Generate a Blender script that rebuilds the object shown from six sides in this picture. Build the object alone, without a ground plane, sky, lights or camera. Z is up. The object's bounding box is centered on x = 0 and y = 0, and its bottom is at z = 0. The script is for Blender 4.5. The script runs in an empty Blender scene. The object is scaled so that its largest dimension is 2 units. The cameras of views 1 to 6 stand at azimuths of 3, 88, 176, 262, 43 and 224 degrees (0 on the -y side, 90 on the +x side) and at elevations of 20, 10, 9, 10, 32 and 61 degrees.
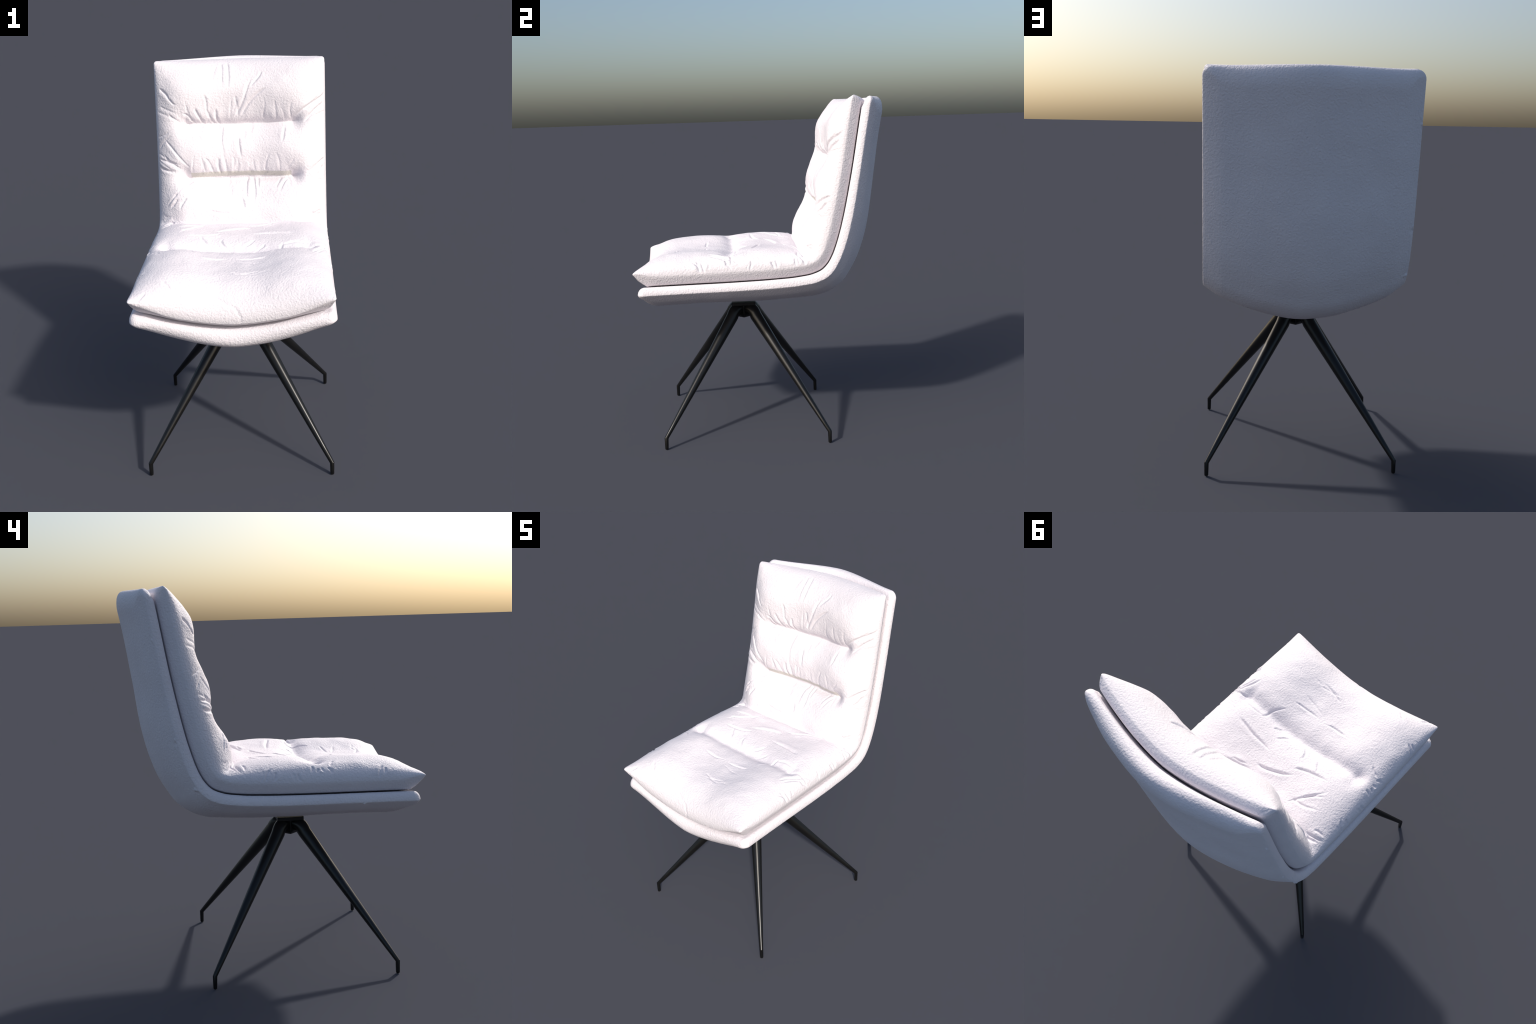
import bpy, math
import numpy as np
from mathutils import Vector

# ------------------------------------------------------------------ profiles
# Side profiles of the chair (y, z) with matched stations running from the
# front of the seat, round the bend, to the top of the backrest.
GAP_EDGE = np.array([(-.720, .972), (-.60, .975), (-.434, .978), (-.146, .984), (.06, .992), (.19, 1.002),
                     (.273, 1.018), (.32, 1.040), (.350, 1.072), (.373, 1.112), (.392, 1.160), (.415, 1.235),
                     (.438, 1.325), (.484, 1.547), (.531, 1.826), (.557, 1.986)])
OUT_MID = np.array([(-.742, .764), (-.61, .770), (-.45, .776), (-.15, .777), (.09, .781), (.25, .791),
                    (.361, .806), (.434, .838), (.492, .884), (.536, .949), (.577, 1.022), (.616, 1.127),
                    (.650, 1.27), (.685, 1.53), (.726, 1.81), (.763, 1.997)])
# upholstery crest line (about 0.28 m off the middle), without the tufting
CREST = np.array([(-.742, 1.118), (-.60, 1.130), (-.43, 1.137), (-.19, 1.148), (.0, 1.150), (.10, 1.143),
                  (.161, 1.136), (.187, 1.127), (.201, 1.119), (.206, 1.133), (.209, 1.170), (.222, 1.23),
                  (.258, 1.34), (.314, 1.53), (.382, 1.82), (.420, 1.980)])
HALF_SHELL, HALF_CUSHION = .496, .488


def spline(t, pts, knots):
    """Cubic Hermite curve through pts at the given knots."""
    m = np.gradient(pts, knots, axis=0)
    i = np.clip(np.searchsorted(knots, t) - 1, 0, len(knots) - 2)
    h = (knots[i + 1] - knots[i])[:, None]
    s = ((t - knots[i])[:, None]) / h
    return ((2 * s**3 - 3 * s**2 + 1) * pts[i] + (s**3 - 2 * s**2 + s) * h * m[i]
            + (-2 * s**3 + 3 * s**2) * pts[i + 1] + (s**3 - s**2) * h * m[i + 1])


def length_along(p):
    return np.concatenate([[0], np.cumsum(np.linalg.norm(np.diff(p, axis=0), axis=1))])


MEAN = (GAP_EDGE + OUT_MID + CREST) / 3
KNOTS = length_along(MEAN)
TOTAL = KNOTS[-1]


def dome(e, r, p=2.0):
    """0 at the rim, 1 from distance r inwards; quarter super-ellipse."""
    q = np.clip(1 - e / r, 0, 1)
    return (1 - q**p)**(1 / p)


def smooth(a, b, x):
    q = np.clip((x - a) / (b - a), 0, 1)
    return q * q * (3 - 2 * q)


def rows(n):
    """Stations along the profile, closer together at both ends."""
    v = np.linspace(0, 1, n)
    w = 1.0 - .55 * np.exp(-v / .02) - .55 * np.exp(-(1 - v) / .02)
    w = np.concatenate([[0], np.cumsum((w[1:] + w[:-1]) / 2)])
    return w / w[-1] * TOTAL


def columns(n):
    """-1..1, closer together towards both sides."""
    v = np.linspace(-1, 1, n)
    return np.sign(v) * (1 - (1 - np.abs(v))**1.55)


def grid_normals(P):
    a = np.gradient(P, axis=0)
    b = np.gradient(P, axis=1)
    n = np.cross(b, a)
    return n / np.maximum(np.linalg.norm(n, axis=2, keepdims=True), 1e-9)


def value_noise(a, b, scale, seed):
    """Smooth 2-D lattice noise in -1..1."""
    g = np.random.default_rng(seed).uniform(-1, 1, (256, 256))
    x, y = a * scale + 97.3, b * scale + 41.7
    i, j = np.floor(x).astype(int), np.floor(y).astype(int)
    u, v = x - i, y - j
    u, v = u * u * (3 - 2 * u), v * v * (3 - 2 * v)
    i0, i1, j0, j1 = i % 256, (i + 1) % 256, j % 256, (j + 1) % 256
    return (g[i0, j0] * (1 - u) * (1 - v) + g[i1, j0] * u * (1 - v)
            + g[i0, j1] * (1 - u) * v + g[i1, j1] * u * v)


# ------------------------------------------------------------------ mesh help
def lift(yz, x):
    return np.dstack([x, yz[..., 0], yz[..., 1]])


def closed_sheet(front, back, turns=0, bulge=0.0):
    """Two grids with the same rim joined into one closed skin."""
    n, m, _ = front.shape
    fi = np.arange(n * m).reshape(n, m)
    bi = fi + n * m
    def quads(k, flip):
        q = np.stack([k[:-1, :-1], k[:-1, 1:], k[1:, 1:], k[1:, :-1]], -1)
        return (q[..., ::-1] if flip else q)
    f, b = quads(fi, False), quads(bi, True)
    rim_f = np.concatenate([fi[0, :], fi[1:, -1], fi[-1, -2::-1], fi[-2:0:-1, 0]])
    rim_b = rim_f + n * m
    verts = np.concatenate([front.reshape(-1, 3), back.reshape(-1, 3)])
    loops = [rim_f]
    for w in np.arange(1, turns + 1) / (turns + 1):
        # rounded flank between both rims, guided by the tangent of the front sheet
        a, z = verts[rim_f], verts[rim_b]
        inner = np.concatenate([fi[1, :], fi[1:, -2], fi[-2, -2::-1], fi[-2:0:-1, 1]])
        tan = a - verts[inner]
        tan /= np.maximum(np.linalg.norm(tan, axis=1, keepdims=True), 1e-9)
        mid = (a + z) / 2 + tan * bulge
        verts = np.concatenate([verts, (1 - w)**2 * a + 2 * w * (1 - w) * mid + w * w * z])
        loops.append(np.arange(len(verts) - len(rim_f), len(verts)))
    loops.append(rim_b)
    side = np.concatenate([np.stack([np.roll(p, -1), p, q, np.roll(q, -1)], -1) for p, q in zip(loops, loops[1:])])
    return verts, f, b, side


def make_mesh(name, verts, quads, normals=None):
    used = np.unique(quads)
    remap = np.full(len(verts), -1)
    remap[used] = np.arange(len(used))
    me = bpy.data.meshes.new(name)
    me.from_pydata(verts[used].tolist(), [], remap[quads].tolist())
    me.update()
    me.polygons.foreach_set("use_smooth", [True] * len(me.polygons))
    if normals is not None:
        me.normals_split_custom_set_from_vertices(normals[used].tolist())
    ob = bpy.data.objects.new(name, me)
    bpy.context.scene.collection.objects.link(ob)
    return ob


def vertex_normals(verts, quads):
    n = np.zeros_like(verts)
    a, b, c, d = (verts[quads[:, k]] for k in range(4))
    fn = np.cross(c - a, d - b)
    for k in range(4):
        np.add.at(n, quads[:, k], fn)
    return n / np.maximum(np.linalg.norm(n, axis=1, keepdims=True), 1e-12)


# ------------------------------------------------------------------ surfaces
def section(t):
    """Unrounded profile curves at stations t."""
    gap = spline(t, GAP_EDGE, KNOTS)
    out = spline(t, OUT_MID, KNOTS)
    crest = spline(t, CREST, KNOTS)
    inward = gap - out
    inward /= np.linalg.norm(inward, axis=1, keepdims=True)
    return gap, out, crest, inward


def cradle(gap, out, u):
    """Dished surface on which the cushion lies."""
    w = .45 * (1 - np.clip(u, 0, 1.05)**1.65)
    return gap[:, None, :] + (out - gap)[:, None, :] * w[..., None]


def hollow_ends(t, X, tip_front, tip_top):
    """Both free ends are drawn in towards the middle of the chair."""
    w = 1 - np.clip(np.abs(X) / .48, 0, 1)**2
    front = tip_front * w * np.exp(-(t / .12)**2)[:, None]
    top = tip_top * w * np.exp(-((TOTAL - t) / .10)**2)[:, None]
    return np.dstack([front, -top])


def build_shell():
    t = rows(480)
    gap, out, crest, inward = section(t)
    corner = .045
    end = np.minimum(t, TOTAL - t)
    inset = corner - np.sqrt(np.clip(corner**2 - np.clip(corner - end, 0, corner)**2, 0, None))
    half = HALF_SHELL - inset - .005 * smooth(.5, 1.3, t)
    X = half[:, None] * columns(210)[None, :]
    u = np.abs(X) / .478
    inner = cradle(gap, out, u)
    # the rim falls away from the cushion, which leaves a dark gap
    away = np.maximum(smooth(.410, .455, np.abs(X)), 2.5 * smooth(.09, .03, TOTAL - t)[:, None])
    inner = inner - .006 * inward[:, None, :] * away[..., None]
    turn = np.exp(-((t - KNOTS[8]) / .22)**2)[:, None]
    edge_out = gap + (out - gap) * (.40 - .04 * turn)
    k = np.clip(u, 0, 1.03)**1.72
    outer = out[:, None, :] * (1 - k[..., None]) + edge_out[:, None, :] * k[..., None]
    # distance to the rounded outline
    dx = (HALF_SHELL - .005 * smooth(.5, 1.3, t))[:, None] - np.abs(X)
    ds = end[:, None] + 0 * X
    qx, qs = np.clip(corner - dx, 0, None), np.clip(corner - ds, 0, None)
    e = np.where((qx > 0) & (qs > 0), corner - np.hypot(qx, qs), np.minimum(dx, ds))
    e = np.clip(e, 0, None)
    e[0, :] = e[-1, :] = 0
    e[:, 0] = e[:, -1] = 0
    front_end = smooth(.35, .0, t)[:, None]
    tip = (gap + (out - gap) * .24)[:, None, :] * k[..., None] + (inner * .6 + outer * .4) * (1 - k[..., None])
    hi = dome(e, .034)[..., None]
    ho = dome(e, .10 + .01 * front_end)[..., None]
    tip = tip + hollow_ends(t, X, tip_front=.010, tip_top=0)
    inner = inner + hollow_ends(t, X, tip_front=.010, tip_top=0)
    outer = outer + hollow_ends(t, X, tip_front=.010, tip_top=0)
    P_in = lift(tip * (1 - hi) + inner * hi, X)
    P_out = lift(tip * (1 - ho) + outer * ho, X)
    # faint unevenness of the stretched cover
    c = X + 0 * u
    L = t[:, None] + 0 * X
    lump = .0016 * value_noise(c, L, 9, 3) * smooth(0, .05, e)
    flank = np.abs(P_out[..., 0]) > .40
    crinkles = wrinkle_field(P_out, SHELL_CREASES, (1, 2), flank)
    P_out = P_out - grid_normals(P_out) * (lump + crinkles * smooth(0, .008, e))[..., None]
    return closed_sheet(P_in, P_out)


# ---- cushion ---------------------------------------------------------------
def wrinkle_field(P, creases, axes, region):
    """Tapered grooves with raised lips along straight-ish lines over the sheet P."""
    out = np.zeros(P.shape[:2]).ravel()
    N = grid_normals(P).reshape(-1, 3)
    flat = P.reshape(-1, 3)
    for n, crease in enumerate(creases):
        reg = region
        if axes == (1, 2):
            reg = region & (P[..., 0] * crease[0] > 0)
            crease = crease[1:]
        idx = np.flatnonzero(reg)
        here = flat[idx][:, axes]
        depth, width = CREASE[crease[4]]
        a, b = (flat[idx[np.argmin(((here - np.array(q))**2).sum(1))]] for q in (crease[0:2], crease[2:4]))
        ln = np.linalg.norm(b - a)
        if ln < .004:
            continue
        d = (b - a) / ln
        near = np.flatnonzero(((flat - (a + b) / 2)**2).sum(1) < (ln * .7 + .03)**2)
        r = flat[near] - a
        s = r @ d / ln
        off = r - np.outer(s * ln, d)
        side = np.cross(N[near], d)
        q = (off * side).sum(1)
        away = (off * N[near]).sum(1)
        bow = ln * .06 * math.sin(n * 2.4)
        q = q - bow * 4 * s * (1 - s) - .20 * width * np.sin(s * 6 + n * 2.1)
        taper = smooth(-.16, .14, s) * smooth(1.22, .66, s) * smooth(.06, .03, np.abs(away))
        v = q / (width * (.6 + .4 * taper))
        lip = 1 if n % 2 else -1
        g = np.exp(-v**2) - .24 * np.exp(-((v * lip - 2.8) / 2.2)**2) - .08 * np.exp(-((v * lip + 2.3) / 1.6)**2)
        out[near] += depth * taper * g
    return out.reshape(P.shape[:2])


# Hand-placed creases of the cover, as seen square-on to each panel:
# two end points and a strength 1..4 (see CREASE).
CREASE = {1: (.0026, .0058), 2: (.0056, .0056), 3: (.0082, .0066), 4: (.0110, .0072)}   # depth, half width
# backrest, front: (x, z) to (x, z)
BACKREST_CREASES = [
    (-.102, 1.978, -.093, 1.867, 2), (-.068, 1.980, -.059, 1.858, 2), (-.127, 1.955, -.148, 1.884, 1), (-.192, 1.811, -.185, 1.726, 2),
    (-.185, 1.726, -.148, 1.647, 2), (-.249, 1.737, -.207, 1.656, 3), (-.313, 1.716, -.253, 1.655, 2), (-.137, 1.725, -.122, 1.646, 3),
    (.060, 1.875, -.023, 1.689, 2), (.127, 1.924, .071, 1.857, 2), (.132, 1.837, .010, 1.693, 3), (-.018, 1.802, -.030, 1.724, 1),
    (.468, 1.789, .332, 1.700, 4), (.462, 1.746, .371, 1.665, 4), (-.445, 1.848, -.394, 1.794, 3), (-.394, 1.794, -.360, 1.769, 2),
    (-.451, 1.754, -.363, 1.717, 1), (-.396, 1.710, -.337, 1.656, 2), (-.100, 1.623, -.099, 1.526, 2), (-.099, 1.526, -.098, 1.454, 1),
    (-.006, 1.569, .002, 1.480, 3), (.027, 1.606, .026, 1.565, 1), (.254, 1.622, .241, 1.558, 2), (-.230, 1.597, -.222, 1.564, 1),
    (-.196, 1.470, -.159, 1.386, 2), (-.126, 1.463, -.117, 1.373, 3), (-.086, 1.460, -.080, 1.387, 2), (-.037, 1.470, -.043, 1.415, 1),
    (-.014, 1.431, -.031, 1.395, 1), (.304, 1.461, .257, 1.403, 1), (-.417, 1.561, -.300, 1.431, 2), (-.430, 1.479, -.357, 1.441, 2),
    (-.453, 1.463, -.344, 1.416, 3), (-.455, 1.413, -.375, 1.403, 3), (.471, 1.443, .391, 1.386, 4), (.468, 1.400, .429, 1.351, 4),
    (-.282, 1.337, -.354, 1.297, 2), (-.367, 1.286, -.418, 1.225, 2), (-.363, 1.251, -.400, 1.206, 3), (-.312, 1.262, -.345, 1.206, 2),
    (.065, 1.347, .076, 1.239, 2), (.039, 1.339, .034, 1.253, 2), (.092, 1.334, .101, 1.300, 2), (.006, 1.244, .018, 1.200, 2),
    (.265, 1.340, .227, 1.290, 2), (.224, 1.341, .202, 1.305, 1), (-.179, 1.191, -.053, 1.173, 2), (-.057, 1.310, -.054, 1.267, 1),
]
# seat, top: (x, y) to (x, y)
SEAT_CREASES = [
    (-.210, .124, -.310, -.007, 2), (.281, .201, .091, .127, 4), (.045, .073, -.109, .018, 4), (-.113, -.032, -.260, -.070, 3),
    (.287, -.059, .091, -.026, 4), (-.201, -.084, -.164, -.137, 2), (-.230, -.151, -.213, -.175, 1), (-.095, -.106, -.066, -.155, 2),
    (.084, -.108, .042, -.151, 2), (.140, -.148, .110, -.176, 2), (.358, -.166, .234, -.165, 2), (.234, -.165, .177, -.272, 2),
    (.455, -.203, .399, -.312, 3), (.458, -.224, .418, -.311, 2), (-.438, -.264, -.394, -.299, 2), (-.160, -.349, -.053, -.343, 2),
    (.149, -.344, .018, -.346, 2), (.145, -.418, .010, -.380, 1), (-.002, -.509, .117, -.540, 2), (.131, -.527, .173, -.530, 1),
    (-.072, -.675, .012, -.712, 1), (.008, -.708, .060, -.742, 1), (-.334, -.627, -.292, -.670, 1),
    (-.446, -.739, -.408, -.696, 2), (.461, -.404, .480, -.377, 2), (.173, .130, .106, .113, 2), (.120, -.515, .006, -.537, 1),
    (-.248, .069, -.321, .013, 2), (-.216, .110, -.331, .091, 2),
]
# cushion flanks: side, (y, z) to (y, z)
SIDE_CREASES = [
    (1, -.384, 1.097, -.366, 1.043, 3), (1, -.360, 1.088, -.343, 1.035, 2), (1, -.219, 1.101, -.209, 1.082, 3), (1, -.200, 1.104, -.189, 1.083, 3),
    (1, -.188, 1.109, -.159, 1.087, 2), (1, -.219, 1.085, -.192, 1.060, 2), (1, -.076, 1.094, -.085, 1.041, 2), (1, -.094, 1.076, -.101, 1.032, 1),
    (1, .038, 1.087, .054, 1.038, 3), (1, .060, 1.091, .074, 1.039, 2), (1, .193, 1.121, .188, 1.109, 3), (1, .210, 1.119, .218, 1.105, 3),
    (1, .170, 1.097, .174, 1.063, 2), (1, .189, 1.097, .195, 1.071, 2), (1, .204, 1.102, .227, 1.067, 3), (1, .235, 1.154, .267, 1.149, 3),
    (1, .234, 1.175, .238, 1.152, 2), (1, .242, 1.160, .272, 1.168, 2), (1, .249, 1.130, .270, 1.120, 2), (1, -.313, 1.084, -.321, 1.059, 1),
    (1, -.628, 1.034, -.638, 1.026, 2), (1, -.591, 1.034, -.616, 1.023, 2), (-1, .222, 1.122, .208, 1.108, 3), (-1, .199, 1.122, .186, 1.107, 3),
    (-1, .167, 1.125, .159, 1.110, 2), (-1, .261, 1.148, .236, 1.152, 1), (-1, .256, 1.130, .237, 1.144, 1), (-1, .075, 1.103, .087, 1.049, 1),
    (-1, .042, 1.105, .067, 1.048, 2), (-1, .010, 1.094, .021, 1.058, 2), (-1, -.070, 1.086, -.085, 1.041, 1), (-1, -.097, 1.082, -.116, 1.031, 2),
    (-1, -.174, 1.109, -.166, 1.090, 2), (-1, -.202, 1.102, -.196, 1.086, 3), (-1, -.219, 1.103, -.228, 1.086, 2), (-1, -.253, 1.105, -.269, 1.080, 2),
    (-1, -.529, 1.098, -.505, 1.047, 2), (-1, -.545, 1.090, -.533, 1.067, 2),
]
# flanks of the shell: side, (y, z) to (y, z)
SHELL_CREASES = [
    (1, .527, 1.643, .486, 1.624, 2), (1, .520, 1.581, .478, 1.549, 2), (1, .322, 1.039, .371, 1.020, 3),
    (-1, .578, 1.777, .526, 1.764, 2), (-1, .579, 1.758, .523, 1.741, 3), (-1, .495, 1.278, .432, 1.290, 2),
    (-1, .480, 1.253, .440, 1.283, 3), (-1, .411, 1.032, .366, 1.053, 3), (-1, -.441, .967, -.422, .919, 3),
    (-1, -.415, .973, -.412, .925, 2), (-1, -.466, .970, -.446, .928, 2),
]


def loose_folds():
    """Fine folds fanning out of the cross seams and in from the side seams."""
    r = np.random.default_rng(21)
    back = []
    for z in (1.668, 1.378):
        for x in np.linspace(-.28, .28, 9):
            x = x + r.uniform(-.018, .018)
            up = r.uniform() < .65
            ln = r.uniform(.05, .12) if up else r.uniform(.03, .08)
            lean = x * .45 + r.uniform(-.25, .25)
            z0 = z + (.012 if up else -.022)
            back.append((x, z0, x + lean * ln, z0 + (ln if up else -ln), 1))
        for side in (-1, 1):
            for k in range(3):
                z1 = z + r.uniform(-.15, .17)
                aim = np.array([side * .33, z]) - np.array([side * .465, z1])
                aim *= r.uniform(.45, .8)
                back.append((side * .465, z1, side * .465 + aim[0], z1 + aim[1], 1))
    return back


def build_cushion():
    t = rows(700)
    gap, out, crest, inward = section(t)
    cols = columns(380)
    corner = np.where(t < TOTAL / 2, .012, .018)
    end = np.minimum(t, TOTAL - t)
    half = HALF_CUSHION - .003 * smooth(.5, 1.3, t)
    half = half - corner + np.sqrt(np.clip(corner**2 - np.clip(corner - end, 0, corner)**2, 0, None))
    X = half[:, None] * cols[None, :]
    u = np.abs(X) / .478
    base = cradle(gap, out, u)
    end = np.minimum(t, TOTAL - t)
    # outward direction of the two free ends
    tang = np.gradient(gap, axis=0)
    tang /= np.linalg.norm(tang, axis=1, keepdims=True)
    push = (np.where(t < TOTAL / 2, -.033, .014) * np.exp(-(end / .05)**2))[:, None] * tang
    rim = base + (.046 * inward + push)[:, None, :]
    peak = .024 * np.exp(-(t / .07)**2)[:, None] * smooth(.25, .488, np.abs(X))
    rim = rim + inward[:, None, :] * peak[..., None]
    # the top surface dips a little towards the middle
    back = smooth(1.10, 1.30, crest[:, 1])[:, None] * smooth(.15, .2, crest[:, 0])[:, None]
    bend = np.exp(-((crest[:, 0] - .2)**2 + (crest[:, 1] - 1.13)**2) / .10**2)[:, None]
    rear = np.exp(-((crest[:, 0] - .0)**2 + (crest[:, 1] - 1.15)**2) / .16**2)[:, None]
    dip = (.036 + .002 * back) * (1 - .75 * bend) * (1 - .5 * rear) * np.exp(-np.abs(X / .21)**3)
    top = crest[:, None, :] - dip[..., None] * inward[:, None, :]
    rim = rim + hollow_ends(t, X, .026, .013)
    top = top + hollow_ends(t, X, .026, .013)
    ex = half[:, None] - np.abs(X)
    es = end[:, None] + 0 * X
    front = smooth(TOTAL * .6, TOTAL * .4, t)[:, None]
    hx = dome(ex, .20, 2.1 + .4 * front)
    hs = dome(es, .16 + .10 * front, 2.5)
    h = hx * hs
    P = lift(rim + (top - rim) * h[..., None], X)

    # ---- tufting: cross seams pulled into the padding
    Lcrest = length_along(crest)

    def at_height(z):
        k = np.argmin(np.abs(crest[:, 1] - z) + (crest[:, 0] < .2) * 9)
        return Lcrest[k]

    def at_depth(y):
        k = np.argmin(np.abs(crest[:, 0] - y) + (crest[:, 1] > 1.16) * 9)
        return Lcrest[k]
    C = Lcrest[:, None]
    sink = np.zeros_like(X)
    for zc in (1.668, 1.378):
        d = C - at_height(zc) + .010 * np.cos(X / .29 * 1.5)
        seam = smooth(.375, .285, np.abs(X))
        sink += (.055 if zc > 1.5 else .068) * seam / (1 + (np.abs(d) / .026)**1.7)
        sink += .012 * np.exp(-(d / .075)**2) * smooth(.47, .30, np.abs(X))
        sink += (.016 if zc > 1.5 else .024) * np.exp(-((np.abs(X) - .325) / .045)**2 - (d / .045)**2)
    d = C - at_depth(-.205) - .012 * np.cos(X * 5)
    sink += .037 * smooth(.45, .36, np.abs(X)) / (1 + (np.abs(d) / .042)**2.0)
    sink += .012 * np.exp(-((np.abs(X) - .40) / .030)**2 - (d / .035)**2)
    for zc, amp in ((1.83, .012), (1.515, .014), (1.215, .008)):
        sink -= amp * np.exp(-((C - at_height(zc)) / .07)**2) * smooth(.48, .25, np.abs(X))
    P = P - grid_normals(P) * (sink * smooth(0, .12, np.minimum(ex, es)))[..., None]

    split = int(np.argmin(np.hypot(crest[:, 0] - .201, crest[:, 1] - 1.119)))
    # ---- wrinkles and softness of the cover
    c1 = length_along(P[260])
    c1 -= c1[-1] / 2
    c = c1[None, :] + 0 * X
    Lw = Lcrest[:, None] + 0 * X
    N = grid_normals(P)
    soft = (.0035 * value_noise(c, Lw, 7, 11) + .0016 * value_noise(c, Lw, 19, 12)) * smooth(0, .06, np.minimum(ex, es))
    is_back = (t >= t[split])[:, None] & (np.abs(X) < .486)
    is_seat = (t < t[split])[:, None] & (np.abs(X) < .486)
    fine_back = loose_folds()
    groove = (wrinkle_field(P, BACKREST_CREASES + fine_back, (0, 2), is_back & (C < Lcrest[-1] - .01))
              + wrinkle_field(P, SEAT_CREASES, (0, 1), is_seat)
              + wrinkle_field(P, SIDE_CREASES, (1, 2), np.abs(X) > .38))
    # gathers running into the cross seams
    for k, zc in enumerate((1.668, 1.378)):
        d = C - at_height(zc)
        fan = value_noise(c * (1 + .8 * np.clip(d, -.1, .2)), Lw * .08, 42, 30 + k)
        groove += .0030 * fan * np.abs(fan) * smooth(.0, .02, d) * smooth(.13, .03, d) * smooth(.36, .28, np.abs(X))
    d = at_depth(-.205) - C
    fan = value_noise(c, Lw * .10, 36, 33)
    groove += .0030 * fan * np.abs(fan) * smooth(.10, .03, np.abs(d)) * smooth(.40, .3, np.abs(X))
    P = P - N * (soft + groove * smooth(0, .0015, np.minimum(ex, es)))[..., None]

    # ---- underside: drawn in from the rim, just clear of the shell
    tb = .048 + (TOTAL - .068) * (t / TOTAL)
    gap2, out2, _, inward2 = section(tb)
    Xb = X * ((HALF_CUSHION - .034) / HALF_CUSHION)
    under = cradle(gap2, out2, np.abs(Xb) / .478) + .005 * inward2[:, None, :] + hollow_ends(t, X, .026, .013)
    verts, top_q, under_q, side_q = closed_sheet(P, lift(under, Xb), turns=5, bulge=.012)
    return verts, top_q, under_q, side_q, split, P.shape


# ------------------------------------------------------------------ materials
def new_material(name):
    m = bpy.data.materials.new(name)
    m.use_nodes = True
    nt = m.node_tree
    return m, nt, nt.nodes["Principled BSDF"]


def leather():
    m, nt, bsdf = new_material("white_leather")
    N, K = nt.nodes.new, nt.links.new
    tc = N("ShaderNodeTexCoord")
    tint = N("ShaderNodeTexNoise")
    tint.inputs["Scale"].default_value = 6
    tint.inputs["Detail"].default_value = 4
    K(tc.outputs["Object"], tint.inputs["Vector"])
    ramp = N("ShaderNodeValToRGB")
    ramp.color_ramp.elements[0].position = .3
    ramp.color_ramp.elements[0].color = (.780, .738, .775, 1)
    ramp.color_ramp.elements[1].position = .7
    ramp.color_ramp.elements[1].color = (.820, .778, .815, 1)
    K(tint.outputs["Fac"], ramp.inputs["Fac"])
    # baked occlusion shade painted as a beige strip along the lower backrest groove
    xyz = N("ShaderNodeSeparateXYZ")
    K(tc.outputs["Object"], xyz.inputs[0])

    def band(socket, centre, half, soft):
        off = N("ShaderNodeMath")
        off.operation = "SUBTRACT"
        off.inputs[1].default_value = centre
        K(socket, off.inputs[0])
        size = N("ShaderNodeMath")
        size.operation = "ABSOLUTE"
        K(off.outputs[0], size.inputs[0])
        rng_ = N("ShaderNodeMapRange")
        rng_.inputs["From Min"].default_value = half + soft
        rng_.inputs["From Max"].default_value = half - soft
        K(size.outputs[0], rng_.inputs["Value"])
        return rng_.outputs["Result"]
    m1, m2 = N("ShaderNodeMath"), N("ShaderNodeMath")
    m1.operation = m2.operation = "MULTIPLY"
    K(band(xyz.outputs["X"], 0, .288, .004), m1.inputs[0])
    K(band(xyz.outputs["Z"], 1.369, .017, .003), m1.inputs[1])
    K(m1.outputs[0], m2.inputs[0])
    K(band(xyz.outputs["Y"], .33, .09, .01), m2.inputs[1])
    seam = N("ShaderNodeMix")  # mixes the groove's shadow tint over the leather colour
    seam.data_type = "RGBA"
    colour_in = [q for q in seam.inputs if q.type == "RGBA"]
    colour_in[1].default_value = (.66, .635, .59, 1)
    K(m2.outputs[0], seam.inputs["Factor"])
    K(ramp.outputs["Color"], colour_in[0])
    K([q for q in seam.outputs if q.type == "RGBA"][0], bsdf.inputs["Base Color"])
    bsdf.inputs["Roughness"].default_value = .62
    bsdf.inputs["Specular IOR Level"].default_value = .3
    pebble = N("ShaderNodeTexVoronoi")
    pebble.feature = "SMOOTH_F1"
    pebble.inputs["Scale"].default_value = 130
    grain = N("ShaderNodeTexNoise")
    grain.inputs["Scale"].default_value = 85
    grain.inputs["Detail"].default_value = 3
    K(tc.outputs["Object"], pebble.inputs["Vector"])
    K(tc.outputs["Object"], grain.inputs["Vector"])
    add = N("ShaderNodeMath")
    add.operation = "MULTIPLY_ADD"
    add.inputs[1].default_value = .5
    K(pebble.outputs["Distance"], add.inputs[0])
    K(grain.outputs["Fac"], add.inputs[2])
    bump = N("ShaderNodeBump")
    bump.inputs["Strength"].default_value = .7
    bump.inputs["Distance"].default_value = .004
    K(add.outputs[0], bump.inputs["Height"])
    K(bump.outputs["Normal"], bsdf.inputs["Normal"])
    return m


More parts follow.
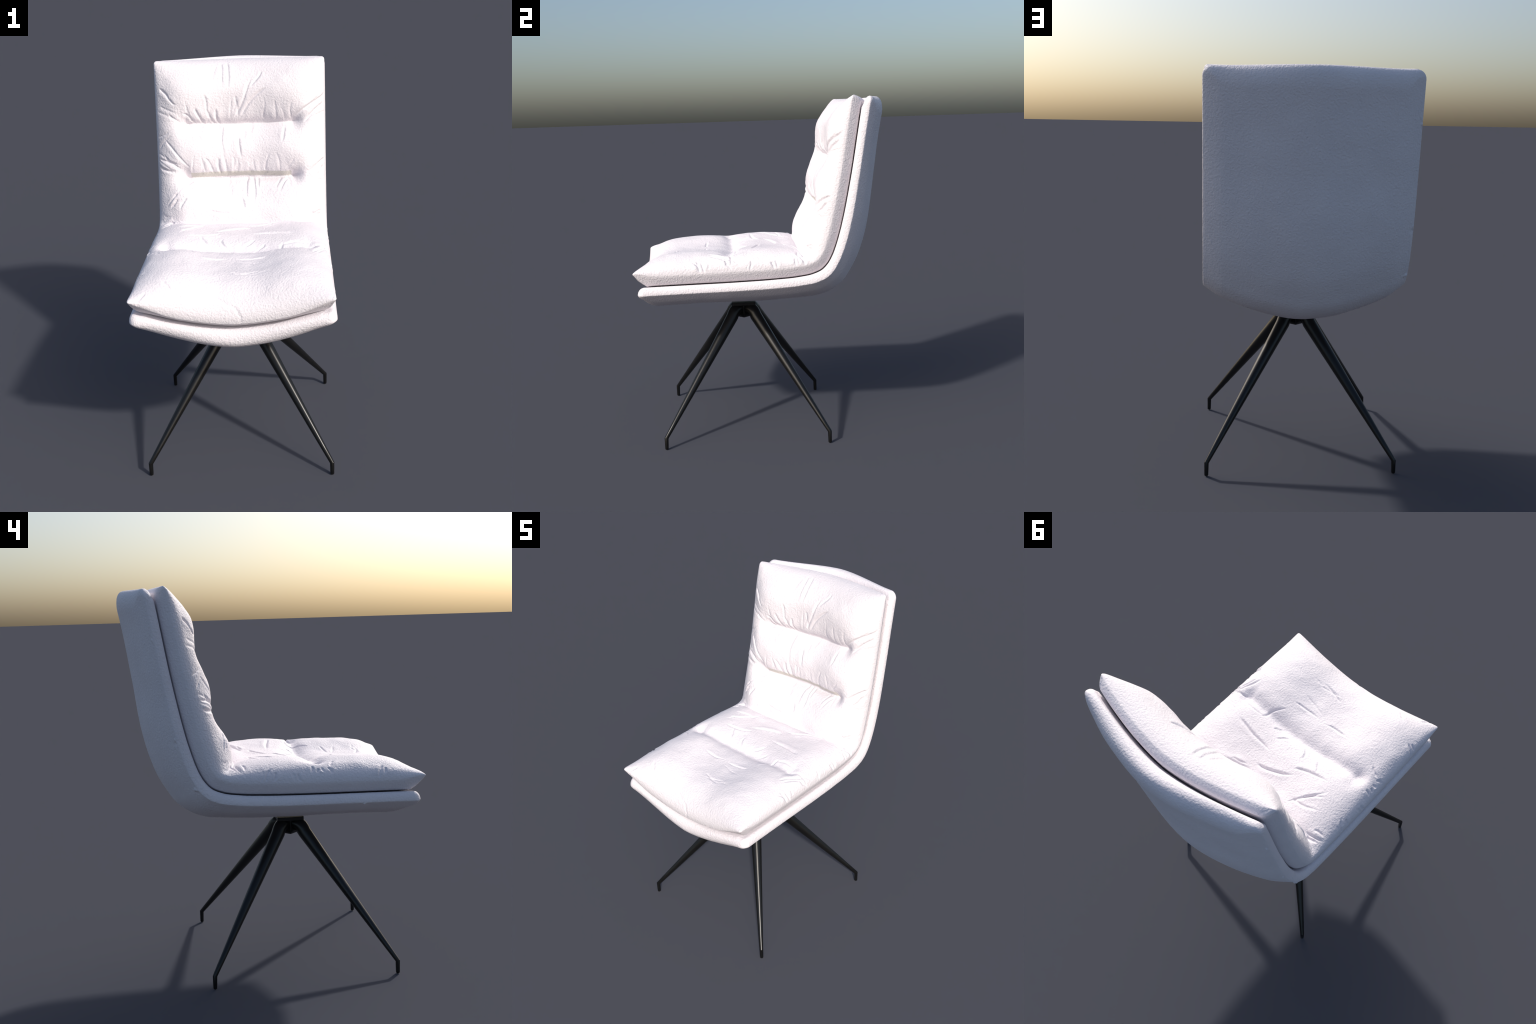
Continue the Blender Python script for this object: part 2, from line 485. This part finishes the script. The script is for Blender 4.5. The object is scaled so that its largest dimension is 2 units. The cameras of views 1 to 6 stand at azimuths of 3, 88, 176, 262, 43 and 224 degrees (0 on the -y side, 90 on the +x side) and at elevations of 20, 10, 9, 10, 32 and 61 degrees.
def black_metal():
    m, nt, bsdf = new_material("black_powder_coated_metal")
    N, K = nt.nodes.new, nt.links.new
    tc = N("ShaderNodeTexCoord")
    n = N("ShaderNodeTexNoise")
    n.inputs["Scale"].default_value = 14
    n.inputs["Detail"].default_value = 5
    K(tc.outputs["Object"], n.inputs["Vector"])
    ramp = N("ShaderNodeValToRGB")
    ramp.color_ramp.elements[0].color = (.004, .004, .004, 1)
    ramp.color_ramp.elements[1].color = (.007, .007, .007, 1)
    K(n.outputs["Fac"], ramp.inputs["Fac"])
    K(ramp.outputs["Color"], bsdf.inputs["Base Color"])
    bsdf.inputs["Roughness"].default_value = .30
    bsdf.inputs["Specular IOR Level"].default_value = .42
    return m


# ------------------------------------------------------------------ base
HUB = Vector((0, -.128, 0))
FOOT_X, FOOT_Y = .472, .476


def tube(name, path, radii, sides=28):
    """Round bar along a polyline with mitred joints and domed closing caps."""
    verts, faces = [], []
    n = len(path)
    up = Vector((path[-1] - path[0]).cross(Vector((0, 0, 1)))).normalized()
    for i, (p, r) in enumerate(zip(path, radii)):
        a = (path[i] - path[i - 1]).normalized() if i else (path[1] - path[0]).normalized()
        b = (path[i + 1] - path[i]).normalized() if i < n - 1 else a
        d = (a + b).normalized()
        flat = d.cross(up).normalized()
        stretch = 1 / max(.6, d.dot(a))
        for k in range(sides):
            w = 2 * math.pi * k / sides
            verts.append(p + up * (r * math.cos(w)) + flat * (r * stretch * math.sin(w)))
    for i in range(n - 1):
        for k in range(sides):
            faces.append((i * sides + k, i * sides + (k + 1) % sides,
                          (i + 1) * sides + (k + 1) % sides, (i + 1) * sides + k))
    faces.append(tuple(range(sides))[::-1])
    faces.append(tuple((n - 1) * sides + k for k in range(sides)))
    me = bpy.data.meshes.new(name)
    me.from_pydata([tuple(v) for v in verts], [], faces)
    me.update()
    import bmesh
    bm = bmesh.new()
    bm.from_mesh(me)
    bmesh.ops.recalc_face_normals(bm, faces=bm.faces)
    bm.to_mesh(me)
    bm.free()
    me.polygons.foreach_set("use_smooth", [True] * len(me.polygons))
    ob = bpy.data.objects.new(name, me)
    bpy.context.scene.collection.objects.link(ob)
    me.set_sharp_from_angle(angle=math.radians(38))
    return ob


def prism(name, ring, levels):
    """Stack of scaled copies of a ring: levels = [(z, scale), ...]."""
    k = len(ring)
    verts = [(x * s, y * s, z) for z, s in levels for x, y in ring]
    faces = [(i * k + j, i * k + (j + 1) % k, (i + 1) * k + (j + 1) % k, (i + 1) * k + j)
             for i in range(len(levels) - 1) for j in range(k)]
    faces += [tuple(range(k))[::-1], tuple((len(levels) - 1) * k + j for j in range(k))]
    me = bpy.data.meshes.new(name)
    me.from_pydata(verts, [], faces)
    me.update()
    ob = bpy.data.objects.new(name, me)
    bpy.context.scene.collection.objects.link(ob)
    return ob


def rounded_ring(half, r, turn=0.0, steps=5):
    pts = []
    for q in range(4):
        cx, cy = [(1, 1), (-1, 1), (-1, -1), (1, -1)][q]
        for s in range(steps + 1):
            w = math.pi / 2 * (q + s / steps)
            pts.append((cx * (half - r) + r * math.cos(w), cy * (half - r) + r * math.sin(w)))
    c, s = math.cos(turn), math.sin(turn)
    return [(x * c - y * s, x * s + y * c) for x, y in pts]


def build_base(parent, mat):
    frame = bpy.data.objects.new("swivel_base", None)
    frame.empty_display_size = .1
    bpy.context.scene.collection.objects.link(frame)
    frame.parent = parent
    hub = prism("hub", rounded_ring(.045, .004, math.pi / 4),
                [(.668, .90), (.672, .97), (.680, 1.0), (.752, 1.0)])
    plate = prism("mounting_plate", rounded_ring(.073, .012),
                  [(.746, .97), (.748, 1.0), (.764, 1.0), (.766, .98)])
    for ob in (hub, plate):
        ob.location = HUB
        ob.parent = frame
        ob.data.materials.append(mat)
    # one leg in the plane of its diagonal: (distance from the axis, height, radius)
    spine = [(.030, .722, .0370), (.060, .721, .0370)]
    bend_from, knee = Vector((.104, .680)), Vector((.671, .068))
    for s in (.25, .5, .75):
        p = Vector((.060, .721)) * (1 - s)**2 + Vector((.086, .718)) * 2 * s * (1 - s) + bend_from * s * s
        spine.append((p.x, p.y, .0370))
    for s in np.linspace(0, 1, 9):
        p = bend_from.lerp(knee, s)
        spine.append((p.x, p.y, .0370 + (.0115 - .0370) * s))
    spine += [(.672, .010, .0105), (.672, .003, .0100), (.672, .0, .0075)]
    diag = Vector((FOOT_X, FOOT_Y, 0)).normalized()
    for k, (sx, sy) in enumerate(((1, -1), (1, 1), (-1, 1), (-1, -1))):
        d = Vector((diag.x * sx, diag.y * sy, 0))
        leg = tube("leg", [d * r + Vector((0, 0, z)) for r, z, _ in spine], [w for _, _, w in spine])
        leg.location = HUB
        leg.parent = frame
        leg.data.materials.append(mat)
    return frame


# ------------------------------------------------------------------ assemble
def main():
    chair = bpy.data.objects.new("upholstered_chair", None)
    chair.empty_display_size = .2
    bpy.context.scene.collection.objects.link(chair)
    chair["label"] = "white padded leather chair on black four-legged swivel base"
    chair["category"] = "chair"

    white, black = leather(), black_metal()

    verts, a, b, s = build_shell()
    quads = np.concatenate([a.reshape(-1, 4), b.reshape(-1, 4), s])
    rim_same = np.linalg.norm(verts[s[:, 0]] - verts[s[:, 3]], axis=1).max() < 1e-6
    if rim_same:                       # both sides share the rim: weld it
        weld = np.arange(len(verts))
        weld[s[:, 2]] = s[:, 1]
        quads = weld[np.concatenate([a.reshape(-1, 4), b.reshape(-1, 4)])]
    shell = make_mesh("padded_shell", verts, quads)
    shell.data.materials.append(white)
    shell.parent = chair

    verts, a, b, s, split, (n, m, _) = build_cushion()
    allq = np.concatenate([a.reshape(-1, 4), b.reshape(-1, 4), s])
    normals = vertex_normals(verts, allq)
    row_of = np.arange(len(verts)) % (n * m) // m
    rim_rows = np.concatenate([np.zeros(m), np.arange(1, n), np.full(m - 1, n - 1), np.arange(n - 2, 0, -1)])
    row_of[2 * n * m:] = np.tile(rim_rows, (len(verts) - 2 * n * m) // len(rim_rows))
    in_back = row_of[allq].min(axis=1) >= split
    seat = make_mesh("seat_cushion", verts, allq[~in_back], normals)
    back = make_mesh("backrest_cushion", verts, allq[in_back], normals)
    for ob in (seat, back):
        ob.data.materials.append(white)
        ob.parent = chair

    build_base(chair, black)


main()
